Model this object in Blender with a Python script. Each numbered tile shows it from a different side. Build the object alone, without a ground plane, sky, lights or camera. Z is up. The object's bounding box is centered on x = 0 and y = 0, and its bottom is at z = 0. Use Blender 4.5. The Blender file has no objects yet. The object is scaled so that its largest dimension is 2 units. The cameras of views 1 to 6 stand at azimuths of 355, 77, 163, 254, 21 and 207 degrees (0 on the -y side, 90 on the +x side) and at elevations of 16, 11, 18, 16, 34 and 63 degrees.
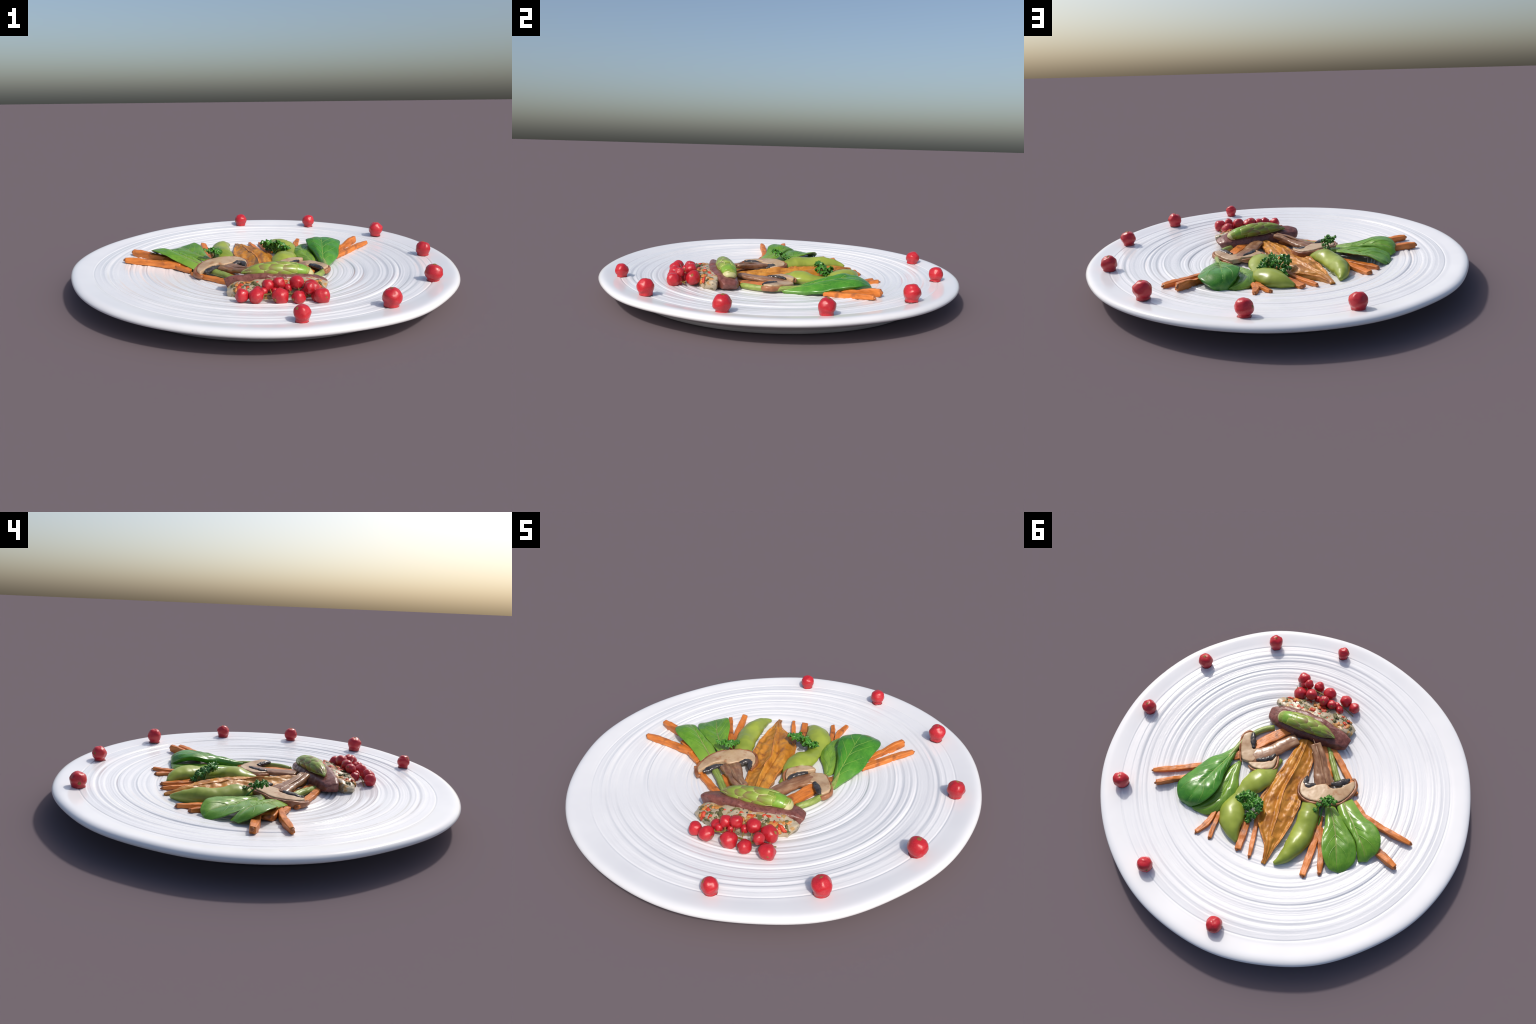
"""A shallow ribbed stoneware plate with an arranged autumn starter:
meat loaf slice, herb terrine, asparagus tip, mushroom slices, carrot sticks,
snow pea pods, a baked pumpkin slice, green leaves, parsley and red currants."""
import bpy, bmesh, math, random
import numpy as np
from mathutils import Vector, Matrix, noise

random.seed(7)
TAU = 2 * math.pi

# ------------------------------------------------------------------ materials
class Nodes:
    """Tiny wrapper that keeps node graphs readable."""
    def __init__(self, name, rough=0.4, spec=0.5):
        self.mat = bpy.data.materials.new(name)
        self.mat.use_nodes = True
        self.t = self.mat.node_tree
        self.bsdf = self.t.nodes["Principled BSDF"]
        self.bsdf.inputs["Roughness"].default_value = rough
        self.bsdf.inputs["Specular IOR Level"].default_value = spec
        self.co = self.t.nodes.new("ShaderNodeTexCoord").outputs["Object"]

    def new(self, kind, **kw):
        n = self.t.nodes.new(kind)
        for k, v in kw.items():
            setattr(n, k, v)
        return n

    def link(self, a, b):
        self.t.links.new(a, b)

    def mapped(self, scale=(1, 1, 1), loc=(0, 0, 0), rot=(0, 0, 0)):
        m = self.new("ShaderNodeMapping")
        m.inputs["Scale"].default_value = scale
        m.inputs["Location"].default_value = loc
        m.inputs["Rotation"].default_value = rot
        self.link(self.co, m.inputs["Vector"])
        return m.outputs["Vector"]

    def noise(self, scale, detail=3, rough=0.5, vec=None, dist=0.0):
        n = self.new("ShaderNodeTexNoise")
        n.inputs["Scale"].default_value = scale
        n.inputs["Detail"].default_value = detail
        n.inputs["Roughness"].default_value = rough
        n.inputs["Distortion"].default_value = dist
        self.link(vec if vec is not None else self.co, n.inputs["Vector"])
        return n.outputs["Fac"]

    def voronoi(self, scale, feature='F1', vec=None, out="Distance", rnd=1.0):
        n = self.new("ShaderNodeTexVoronoi", feature=feature)
        n.inputs["Scale"].default_value = scale
        n.inputs["Randomness"].default_value = rnd
        self.link(vec if vec is not None else self.co, n.inputs["Vector"])
        return n.outputs[out]

    def ramp(self, fac, stops, interp='LINEAR'):
        n = self.new("ShaderNodeValToRGB")
        cr = n.color_ramp
        cr.interpolation = interp
        while len(cr.elements) < len(stops):
            cr.elements.new(0.5)
        for e, (p, c) in zip(cr.elements, stops):
            e.position = p
            e.color = (*c, 1) if len(c) == 3 else c
        self.link(fac, n.inputs["Fac"])
        return n.outputs["Color"]

    def mask(self, fac, lo, hi):
        n = self.new("ShaderNodeMapRange", clamp=True)
        n.inputs["From Min"].default_value = lo
        n.inputs["From Max"].default_value = hi
        self.link(fac, n.inputs["Value"])
        return n.outputs["Result"]

    def mix(self, fac, a, b, blend='MIX'):
        n = self.new("ShaderNodeMix", data_type='RGBA', blend_type=blend)
        for sock, v in ((n.inputs[0], fac), (n.inputs[6], a), (n.inputs[7], b)):
            if isinstance(v, (int, float)):
                sock.default_value = v
            elif isinstance(v, tuple):
                sock.default_value = (*v, 1)
            else:
                self.link(v, sock)
        return n.outputs[2]

    def math(self, op, a, b=0.0):
        n = self.new("ShaderNodeMath", operation=op)
        for sock, v in zip(n.inputs, (a, b)):
            if isinstance(v, (int, float)):
                sock.default_value = v
            else:
                self.link(v, sock)
        return n.outputs[0]

    def bump(self, height, strength=0.3, dist=0.004):
        n = self.new("ShaderNodeBump")
        n.inputs["Strength"].default_value = strength
        n.inputs["Distance"].default_value = dist
        self.link(height, n.inputs["Height"])
        self.link(n.outputs["Normal"], self.bsdf.inputs["Normal"])

    def color(self, c):
        if isinstance(c, tuple):
            self.bsdf.inputs["Base Color"].default_value = (*c, 1)
        else:
            self.link(c, self.bsdf.inputs["Base Color"])
        return self

    def vary(self, c, amount=0.15):
        """brightness variation between repeats"""
        oi = self.new("ShaderNodeObjectInfo")
        h = self.new("ShaderNodeHueSaturation")
        v = self.new("ShaderNodeMapRange")
        v.inputs["To Min"].default_value = 1 - amount
        v.inputs["To Max"].default_value = 1 + amount
        self.link(oi.outputs["Random"], v.inputs["Value"])
        self.link(v.outputs["Result"], h.inputs["Value"])
        self.link(c, h.inputs["Color"])
        return h.outputs["Color"]


def two_tone(name, a, b, scale, rough, bump=0.25, bscale=None, stretch=(1, 1, 1), lo=0.35, hi=0.65, spec=0.5, vary=0.0, bdist=0.004):
    m = Nodes(name, rough, spec)
    vec = m.mapped(stretch)
    c = m.ramp(m.noise(scale, 4, 0.6, vec), [(lo, a), (hi, b)])
    if vary:
        c = m.vary(c, vary)
    m.color(c)
    if bump:
        m.bump(m.noise(bscale or scale * 2.5, 3, 0.6, vec), bump, bdist)
    return m


def mat_plate():
    m = Nodes("white_glaze", 0.16, 0.5)
    m.color(m.ramp(m.noise(6, 2), [(0.3, (0.735, 0.735, 0.75)), (0.7, (0.77, 0.77, 0.78))]))
    sep = m.new("ShaderNodeSeparateXYZ")
    m.link(m.co, sep.inputs[0])
    ang = m.math('ARCTAN2', sep.outputs[1], sep.outputs[0])
    rad = m.math('SQRT', m.math('ADD', m.math('MULTIPLY', sep.outputs[0], sep.outputs[0]),
                                m.math('MULTIPLY', sep.outputs[1], sep.outputs[1])))
    comb = m.new("ShaderNodeCombineXYZ")
    m.link(m.math('MULTIPLY', ang, 26.0), comb.inputs[0])
    m.link(m.math('MULTIPLY', rad, 120.0), comb.inputs[1])
    n = m.noise(1.0, 3, 0.6, comb.outputs[0])
    fade = m.mask(rad, 0.89, 0.86)
    m.bump(m.math('MULTIPLY', n, fade), 0.22, 0.004)
    return m.mat


def mat_leaf(name, dark, light, pale):
    m = Nodes(name, 0.25, 0.5)
    blot = m.ramp(m.noise(9, 4, 0.6), [(0.34, dark), (0.66, light)])
    streak = m.noise(5, 3, 0.6, m.mapped((1.5, 9, 4)))
    c = m.mix(m.math('MULTIPLY', m.mask(streak, 0.5, 0.75), 0.35), blot, pale)
    net = m.voronoi(34, 'DISTANCE_TO_EDGE')
    c = m.mix(m.math('MULTIPLY', m.mask(net, 0.05, 0.0), 0.22), c, pale)
    c = m.mix(m.math('MULTIPLY', m.mask(m.noise(60, 3), 0.58, 0.75), 0.6), c, dark)
    sep = m.new("ShaderNodeSeparateXYZ")
    m.link(m.co, sep.inputs[0])
    stalk = m.math('ADD', sep.outputs[0], m.math('MULTIPLY', m.noise(14, 2), 0.08))
    c = m.mix(m.math('MULTIPLY', m.mask(stalk, 0.19, 0.03), 0.75), c, pale)
    m.color(c)
    m.bump(m.noise(13, 3), 0.3, 0.007)
    return m.mat


M = {}
def build_materials():
    M['plate'] = mat_plate()
    M['foot'] = two_tone("grey_foot", (0.62, 0.62, 0.63), (0.7, 0.7, 0.71), 8, 0.45, 0.1).mat
    M['leaf_dark'] = mat_leaf("leaf_deep_green", (0.024, 0.135, 0.010), (0.062, 0.245, 0.018), (0.17, 0.36, 0.05))
    M['leaf_mid'] = mat_leaf("leaf_mid_green", (0.060, 0.185, 0.011), (0.130, 0.30, 0.022), (0.24, 0.38, 0.05))
    M['leaf_light'] = mat_leaf("leaf_light_green", (0.105, 0.235, 0.02), (0.19, 0.345, 0.035), (0.28, 0.42, 0.07))
    M['vein'] = two_tone("leaf_vein", (0.13, 0.29, 0.03), (0.22, 0.38, 0.06), 20, 0.35, 0).mat
    M['vein_brown'] = two_tone("leaf_midrib_brown", (0.22, 0.22, 0.06), (0.30, 0.33, 0.10), 20, 0.35, 0).mat
    M['stalk'] = two_tone("green_stalk", (0.17, 0.23, 0.035), (0.33, 0.41, 0.10), 14, 0.35, 0.3, stretch=(1, 6, 6)).mat
    M['pea'] = two_tone("pea_pod_skin", (0.185, 0.245, 0.03), (0.31, 0.375, 0.05), 7, 0.32, 0.25, 26, bdist=0.003).mat
    # carrot: fibres along the stick, charred darker patches
    m = Nodes("carrot_flesh", 0.38, 0.45)
    v = m.mapped((2.5, 14, 14))
    c = m.ramp(m.noise(5, 4, 0.6, v), [(0.3, (0.42, 0.115, 0.016)), (0.52, (0.60, 0.175, 0.028)), (0.72, (0.70, 0.24, 0.05))])
    c = m.mix(m.mask(m.noise(18, 3), 0.62, 0.78), c, (0.26, 0.075, 0.02))
    m.color(m.vary(c, 0.1))
    m.bump(m.noise(7, 4, 0.6, v), 0.5, 0.006)
    M['carrot'] = m.mat
    M['carrot_dark'] = two_tone("carrot_torn_end", (0.20, 0.06, 0.02), (0.52, 0.16, 0.035), 40, 0.45, 0.4).mat
    m = Nodes("pumpkin_flesh", 0.40, 0.5)
    c = m.ramp(m.noise(9, 5, 0.62), [(0.28, (0.33, 0.11, 0.013)), (0.5, (0.51, 0.205, 0.022)), (0.72, (0.63, 0.285, 0.042))])
    c = m.mix(m.mask(m.noise(22, 4, 0.6), 0.54, 0.74), c, (0.22, 0.07, 0.015))
    m.color(c)
    m.bump(m.noise(26, 4, 0.6), 0.5, 0.006)
    M['pumpkin'] = m.mat
    M['pumpkin_edge'] = two_tone("pumpkin_rim", (0.50, 0.15, 0.02), (0.68, 0.26, 0.06), 22, 0.35, 0.5).mat
    m = Nodes("meat_crumb", 0.30, 0.5)
    c = m.ramp(m.noise(45, 5, 0.7), [(0.3, (0.115, 0.034, 0.027)), (0.5, (0.195, 0.064, 0.050)), (0.72, (0.255, 0.10, 0.08))])
    c = m.mix(m.mask(m.voronoi(75), 0.2, 0.1), c, (0.05, 0.018, 0.015))
    m.color(c)
    m.bump(m.math('ADD', m.noise(60, 4, 0.65), m.noise(18, 2)), 0.45, 0.005)
    M['meat'] = m.mat
    m = Nodes("herb_terrine", 0.32, 0.5)
    c = m.ramp(m.noise(16, 3, 0.6), [(0.35, (0.40, 0.325, 0.215)), (0.65, (0.53, 0.44, 0.31))])
    c = m.mix(m.mask(m.noise(30, 3, 0.55, dist=0.6), 0.57, 0.64), c, (0.15, 0.14, 0.045))
    c = m.mix(m.mask(m.noise(26, 3, 0.5, m.mapped(loc=(3, 1, 2)), dist=0.4), 0.55, 0.62), c, (0.44, 0.245, 0.075))
    c = m.mix(m.mask(m.noise(55, 2, 0.5, m.mapped(loc=(9, 4, 7))), 0.66, 0.70), c, (0.05, 0.06, 0.055))
    m.color(c)
    m.bump(m.noise(28, 4, 0.6), 0.5, 0.008)
    M['terrine'] = m.mat
    M['red_bit'] = two_tone("red_pepper", (0.50, 0.03, 0.012), (0.66, 0.09, 0.03), 40, 0.25, 0.3).mat
    M['orange_bit'] = two_tone("orange_pepper", (0.52, 0.15, 0.02), (0.62, 0.30, 0.08), 40, 0.28, 0.3).mat
    M['herb_bit'] = two_tone("olive_herb", (0.07, 0.075, 0.018), (0.19, 0.165, 0.055), 40, 0.35, 0.3).mat
    M['asparagus'] = two_tone("asparagus_flesh", (0.17, 0.26, 0.03), (0.30, 0.38, 0.06), 16, 0.28, 0.2, stretch=(1, 5, 5)).mat
    m = Nodes("asparagus_bract", 0.27, 0.5)
    g = m.new("ShaderNodeSeparateXYZ")
    m.link(m.co, g.inputs[0])
    t = m.math('ADD', m.math('MULTIPLY', g.outputs[0], 9.5), m.math('MULTIPLY', m.math('SUBTRACT', m.noise(16, 3, 0.6, m.mapped((1, 3, 3))), 0.5), 0.9))
    c = m.ramp(t, [(0.05, (0.30, 0.40, 0.07)), (0.36, (0.22, 0.29, 0.04)), (0.62, (0.25, 0.185, 0.07)), (0.95, (0.125, 0.09, 0.045))])
    m.color(c)
    m.bump(m.noise(30, 2, 0.5, m.mapped((1, 5, 5))), 0.2, 0.003)
    M['bract'] = m.mat
    M['asparagus_green'] = two_tone("asparagus_fresh_green", (0.13, 0.28, 0.02), (0.24, 0.42, 0.05), 16, 0.27, 0.2).mat
    M['asparagus_cut'] = two_tone("asparagus_cut", (0.42, 0.42, 0.17), (0.58, 0.53, 0.27), 22, 0.4, 0.2).mat
    M['bract_edge'] = two_tone("asparagus_bract_edge", (0.34, 0.43, 0.09), (0.50, 0.50, 0.20), 30, 0.3, 0).mat
    m = Nodes("mushroom_flesh", 0.34, 0.45)
    c = m.ramp(m.noise(12, 4, 0.6), [(0.28, (0.37, 0.21, 0.105)), (0.46, (0.50, 0.34, 0.20)), (0.7, (0.57, 0.42, 0.275))])
    c = m.mix(m.mask(m.noise(30, 3), 0.6, 0.75), c, (0.36, 0.15, 0.06))
    m.color(c)
    m.bump(m.noise(30, 3), 0.12, 0.003)
    M['flesh'] = m.mat
    M['skin'] = two_tone("mushroom_skin", (0.19, 0.06, 0.022), (0.38, 0.155, 0.065), 18, 0.34, 0.35).mat
    M['gill'] = two_tone("mushroom_gills", (0.022, 0.020, 0.021), (0.06, 0.052, 0.05), 30, 0.16, 0.5, 60).mat
    m = Nodes("mushroom_stem", 0.28, 0.5)
    v = m.mapped((2, 9, 9))
    c = m.ramp(m.noise(6, 4, 0.6, v), [(0.3, (0.15, 0.06, 0.028)), (0.52, (0.27, 0.125, 0.06)), (0.74, (0.43, 0.26, 0.145))])
    m.color(c)
    m.bump(m.noise(6, 3, 0.6, v), 0.25, 0.004)
    M['stem'] = m.mat
    M['stem_pale'] = two_tone("mushroom_stem_lip", (0.30, 0.17, 0.10), (0.46, 0.30, 0.19), 24, 0.35, 0.3).mat
    m = Nodes("berry_skin", 0.24, 0.5)
    c = m.ramp(m.noise(26, 3, 0.6), [(0.3, (0.33, 0.007, 0.014)), (0.52, (0.50, 0.013, 0.024)), (0.75, (0.58, 0.05, 0.045))])
    m.color(m.vary(c, 0.1))
    m.bump(m.noise(45, 2), 0.15, 0.004)
    m.bsdf.inputs["Coat Weight"].default_value = 0.15
    M['berry'] = m.mat
    M['calyx'] = two_tone("berry_calyx", (0.20, 0.10, 0.025), (0.42, 0.22, 0.05), 70, 0.6, 0.6).mat
    M['collar'] = two_tone("berry_dark_base", (0.16, 0.012, 0.014), (0.30, 0.02, 0.025), 40, 0.2, 0.3).mat
    M['twig'] = two_tone("berry_twig", (0.14, 0.10, 0.02), (0.32, 0.24, 0.04), 30, 0.45, 0.3).mat
    m = Nodes("parsley_leaf", 0.24, 0.5)
    m.color(m.ramp(m.noise(30, 4, 0.6), [(0.3, (0.022, 0.11, 0.009)), (0.55, (0.06, 0.22, 0.018)), (0.75, (0.12, 0.32, 0.035))]))
    m.bump(m.noise(70, 3), 0.5, 0.005)
    M['parsley'] = m.mat


# -------------------------------------------------------------------- helpers
def crom(points, n, closed=False):
    """Catmull-Rom through control points, resampled evenly along its length."""
    p = np.array(points, float)
    if len(p) == 2 and not closed:
        t = np.linspace(0, 1, n)[:, None]
        return p[0] * (1 - t) + p[1] * t
    if closed:
        q = np.vstack([p[-1], p, p[0], p[1]])
        segs = len(p)
    else:
        q = np.vstack([2 * p[0] - p[1], p, 2 * p[-1] - p[-2]])
        segs = len(p) - 1
    out = []
    for i in range(segs):
        a, b, c, d = q[i], q[i + 1], q[i + 2], q[i + 3]
        t = np.linspace(0, 1, 24, endpoint=False)[:, None]
        out.append(0.5 * (2 * b + (c - a) * t + (2 * a - 5 * b + 4 * c - d) * t ** 2 + (3 * b - a - 3 * c + d) * t ** 3))
    out = np.vstack(out + [q[segs + 1][None] if not closed else out[0][:1]])
    s = np.concatenate([[0], np.cumsum(np.linalg.norm(np.diff(out, axis=0), axis=1))])
    u = np.linspace(0, s[-1], n, endpoint=not closed)
    return np.stack([np.interp(u, s, out[:, k]) for k in range(out.shape[1])], 1)


def interp(values, n):
    v = np.array(values, float)
    x = np.linspace(0, 1, len(v))
    u = np.linspace(0, 1, n)
    lin = np.interp(u, x, v)
    if len(v) < 3:
        return lin
    return crom(np.stack([x, v], 1), n)[:, 1] if False else lin


def fbm(p, scale, seed=0.0):
    return noise.fractal(Vector((p[0] * scale + seed, p[1] * scale - seed, p[2] * scale + 0.37 * seed)), 1.0, 2.0, 3)


def add_mesh(name, verts, faces, mat, parent=None, frame=None, smooth=True, kind=None):
    """frame = (origin, direction): local x axis of the object in the xy plane."""
    mesh = bpy.data.meshes.new(name)
    if frame is not None:
        o = Vector(frame[0])
        d = Vector((frame[1][0], frame[1][1], 0)).normalized()
        mw = Matrix.Translation(o) @ Matrix((( d.x, -d.y, 0), (d.y, d.x, 0), (0, 0, 1))).to_4x4()
    else:
        mw = Matrix.Identity(4)
    inv = mw.inverted()
    mesh.from_pydata([inv @ Vector(v) for v in verts], [], faces)
    mesh.materials.append(mat)
    bm = bmesh.new()
    bm.from_mesh(mesh)
    bmesh.ops.recalc_face_normals(bm, faces=bm.faces)
    bm.to_mesh(mesh)
    bm.free()
    if smooth:
        mesh.polygons.foreach_set("use_smooth", [True] * len(mesh.polygons))
    ob = bpy.data.objects.new(name, mesh)
    bpy.context.scene.collection.objects.link(ob)
    if parent is not None:
        ob.parent = parent
        ob.matrix_parent_inverse = parent.matrix_world.inverted()
    ob.matrix_world = mw
    if kind:
        ob["kind"] = kind
    return ob


def thing(name, label, category, at):
    e = bpy.data.objects.new(name, None)
    e.empty_display_size = 0.02
    e.location = at
    bpy.context.scene.collection.objects.link(e)
    bpy.context.view_layer.update()
    e["label"] = label
    e["category"] = category
    return e


def tag(ob, label, category):
    ob["label"] = label
    ob["category"] = category
    return ob


# ---------------------------------------------------------------------- plate
PROFILE = [(0.0, 0.059), (0.25, 0.060), (0.38, 0.062), (0.47, 0.067), (0.56, 0.0775), (0.66, 0.0905),
           (0.75, 0.1005), (0.83, 0.1075), (0.885, 0.1115), (0.93, 0.117), (0.965, 0.1225)]
_pr = np.array(PROFILE)
_rng = np.random.default_rng(11)
_tab = _rng.normal(size=(4, 256))

def tabnoise(k, x):
    i = np.floor(x).astype(int)
    f = x - i
    f = f * f * (3 - 2 * f)
    return _tab[k, i % 256] * (1 - f) + _tab[k, (i + 1) % 256] * f

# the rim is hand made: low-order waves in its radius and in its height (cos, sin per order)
RIM_WAVE = [(12, -13), (8, -5), (-9, -10), (-2, 6), (-1, 23), (2, -12), (-6, 5), (2, -15), (-11, -2), (-5, 3), (5, 2), (9, 5), (-2, -5), (4, -5)]
RIM_LIFT = [(0, 0), (8, 26), (-7, -14), (3, 12), (1, -3)]

def rim_radius(th):
    return 0.9985 + 1e-4 * sum(a * np.cos((k + 1) * th) + b * np.sin((k + 1) * th) for k, (a, b) in enumerate(RIM_WAVE))

def rim_lift(x, y, r):
    th = np.arctan2(y, x)
    w = np.clip((r - 0.72) / 0.22, 0, 1)
    w = w * w * (3 - 2 * w)
    return w * 1e-4 * sum(a * np.cos((k + 1) * th) + b * np.sin((k + 1) * th) for k, (a, b) in enumerate(RIM_LIFT))

def tilt(x, y):
    return -0.0018 * x + 0.0038 * y

def plate_z(x, y):
    r = math.hypot(x, y)
    return float(np.interp(r, _pr[:, 0], _pr[:, 1]) + tilt(x, y) + rim_lift(x, y, r))

def grooves(r, th):
    """throwing rings: irregular concentric ridges that wander a little"""
    rr = r + 0.006 * np.sin(th + 0.6) + 0.0035 * np.sin(2 * th + 9 * r) + 0.0018 * np.sin(5 * th + 23 * r)
    a = tabnoise(0, rr / 0.0165)
    b = tabnoise(1, rr / 0.0075 + 40)
    c = tabnoise(2, rr / 0.034 + 17)
    swell = 0.75 + 0.45 * np.sin(3 * th + 31 * rr) * np.sin(th + 8)
    env = np.clip((r - 0.12) / 0.16, 0.25, 1) * np.clip((0.872 - r) / 0.03, 0, 1)
    g = (0.0027 * a + 0.0011 * b + 0.0010 * c) * swell
    line = -0.0022 * np.exp(-((r - 0.884 - 0.004 * np.sin(2 * th)) / 0.0035) ** 2)
    return g * env + line

def build_plate():
    root = thing("plate", "round white ribbed ceramic plate with smooth thick rim", "plate", (0, 0, 0))
    NT = 512
    th = np.linspace(0, TAU, NT, endpoint=False)
    rads = np.concatenate([np.linspace(0.006, 0.25, 60), np.linspace(0.252, 0.9, 300)])
    rows = []
    sm = np.array(PROFILE)
    sx = crom(sm, 400)
    for r in rads:
        z = np.interp(r, sx[:, 0], sx[:, 1]) + grooves(np.full(NT, r), th)
        rows.append((np.full(NT, r), z))
    # rim: rounded lip, then the underside slopes in to the foot
    lip = [(0.915, 0.116), (0.935, 0.119), (0.950, 0.1215), (0.962, 0.1230), (0.972, 0.1235), (0.981, 0.1225), (0.989, 0.1195),
           (0.9945, 0.1155), (0.998, 0.1105), (0.9995, 0.105), (0.998, 0.0995), (0.994, 0.0950), (0.987, 0.0915), (0.977, 0.0885),
           (0.96, 0.084), (0.94, 0.077), (0.915, 0.066), (0.887, 0.049), (0.853, 0.031)]
    for r, z in lip:
        k = np.clip((r - 0.9) / 0.07, 0, 1) if z > 0.06 else 0.0
        low = np.clip((0.08 - z) / 0.045, 0, 1)      # the underside draws in to an off-centre foot
        rr = (r + k * (rim_radius(th) - 0.9990)) - low * 0.012 * (1 + np.sin(th))
        rows.append((rr, np.full(NT, z)))
    verts, faces = [], []
    for r, z in rows:
        x, y = r * np.cos(th), r * np.sin(th)
        hr = np.maximum(np.hypot(x, y), 0.94 if abs(float(np.mean(z)) - 0.09) < 0.03 and np.mean(r) > 0.9 else 0)
        zz = z + tilt(x, y) + rim_lift(x, y, hr) * np.clip((z - 0.03) / 0.05, 0, 1)
        verts += list(zip(x, y, zz))
    n = len(rows)
    for i in range(n - 1):
        for j in range(NT):
            k = (j + 1) % NT
            faces.append((i * NT + j, i * NT + k, (i + 1) * NT + k, (i + 1) * NT + j))
    verts.append((0, 0, float(rows[0][1].mean())))
    c = len(verts) - 1
    faces += [(c, (j + 1) % NT, j) for j in range(NT)]
    add_mesh("dish", verts, faces, M['plate'], root)
    # foot ring
    prof = [(0.859, 0.035), (0.843, 0.020), (0.832, 0.009), (0.822, 0.002), (0.812, 0.0), (0.79, 0.0), (0.4, 0.0)]
    verts, faces = [], []
    for r, z in prof:
        rr = r - 0.012 * (1 + np.sin(th))
        x, y = rr * np.cos(th), rr * np.sin(th)
        verts += list(zip(x, y, z + tilt(x, y) * (z / 0.034)))
    for i in range(len(prof) - 1):
        for j in range(NT):
            k = (j + 1) % NT
            faces.append((i * NT + j, i * NT + k, (i + 1) * NT + k, (i + 1) * NT + j))
    verts.append((0, 0, 0))
    faces += [(len(verts) - 1, (len(prof) - 1) * NT + j, (len(prof) - 1) * NT + (j + 1) % NT) for j in range(NT)]
    add_mesh("foot_ring", verts, faces, M['foot'], root)


# ---------------------------------------------------------------- form makers
def loft(name, spine, width, height, mat, parent, power=2.0, n=40, m=24, rough=0.0, rscale=30, seed=0.0,
         sit=False, cap=True, twist=None, shape=None, kind=None, zbias=0.0):
    """Sweep a super-ellipse along a spine. width/height are half sizes along it.
    power 2 = ellipse, 5 = nearly a box; sit keeps the underside on the plate."""
    sp = crom(spine, n)
    w, h = interp(width, n), interp(height, n)
    tw = interp(twist, n) if twist is not None else np.zeros(n)
    tan = np.gradient(sp, axis=0)
    verts, faces = [], []
    for i in range(n):
        t = Vector(tan[i]).normalized()
        side = t.cross(Vector((0, 0, 1))).normalized()
        up = side.cross(t).normalized()
        q = Matrix.Rotation(tw[i], 3, t)
        side, up = q @ side, q @ up
        for j in range(m):
            a = TAU * j / m
            ca, sa = math.cos(a), math.sin(a)
            x = math.copysign(abs(ca) ** (2 / power), ca)
            y = math.copysign(abs(sa) ** (2 / power), sa)
            if shape:
                x, y = shape(i / (n - 1), x, y)
            p = Vector(sp[i]) + side * (x * w[i]) + up * (y * h[i])
            if rough:
                d = (p - Vector(sp[i]))
                if d.length > 1e-6:
                    p += d.normalized() * rough * fbm(p, rscale, seed)
            if sit:
                p.z = max(p.z, plate_z(p.x, p.y) - 0.002)
            verts.append(p)
    for i in range(n - 1):
        for j in range(m):
            k = (j + 1) % m
            faces.append((i * m + j, i * m + k, (i + 1) * m + k, (i + 1) * m + j))
    if cap:
        verts.append(sum((verts[j] for j in range(m)), Vector()) / m)
        a = len(verts) - 1
        verts.append(sum((verts[(n - 1) * m + j] for j in range(m)), Vector()) / m)
        b = len(verts) - 1
        for j in range(m):
            k = (j + 1) % m
            faces.append((a, k, j))
            faces.append((b, (n - 1) * m + j, (n - 1) * m + k))
    return add_mesh(name, verts, faces, mat, parent, (sp[0], sp[-1] - sp[0]), kind=kind)


def tube(name, pts, radii, mat, parent, n=30, m=8, flat=1.0, kind=None):
    return loft(name, pts, radii, [r * flat for r in radii], mat, parent, n=n, m=m, kind=kind)


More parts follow.
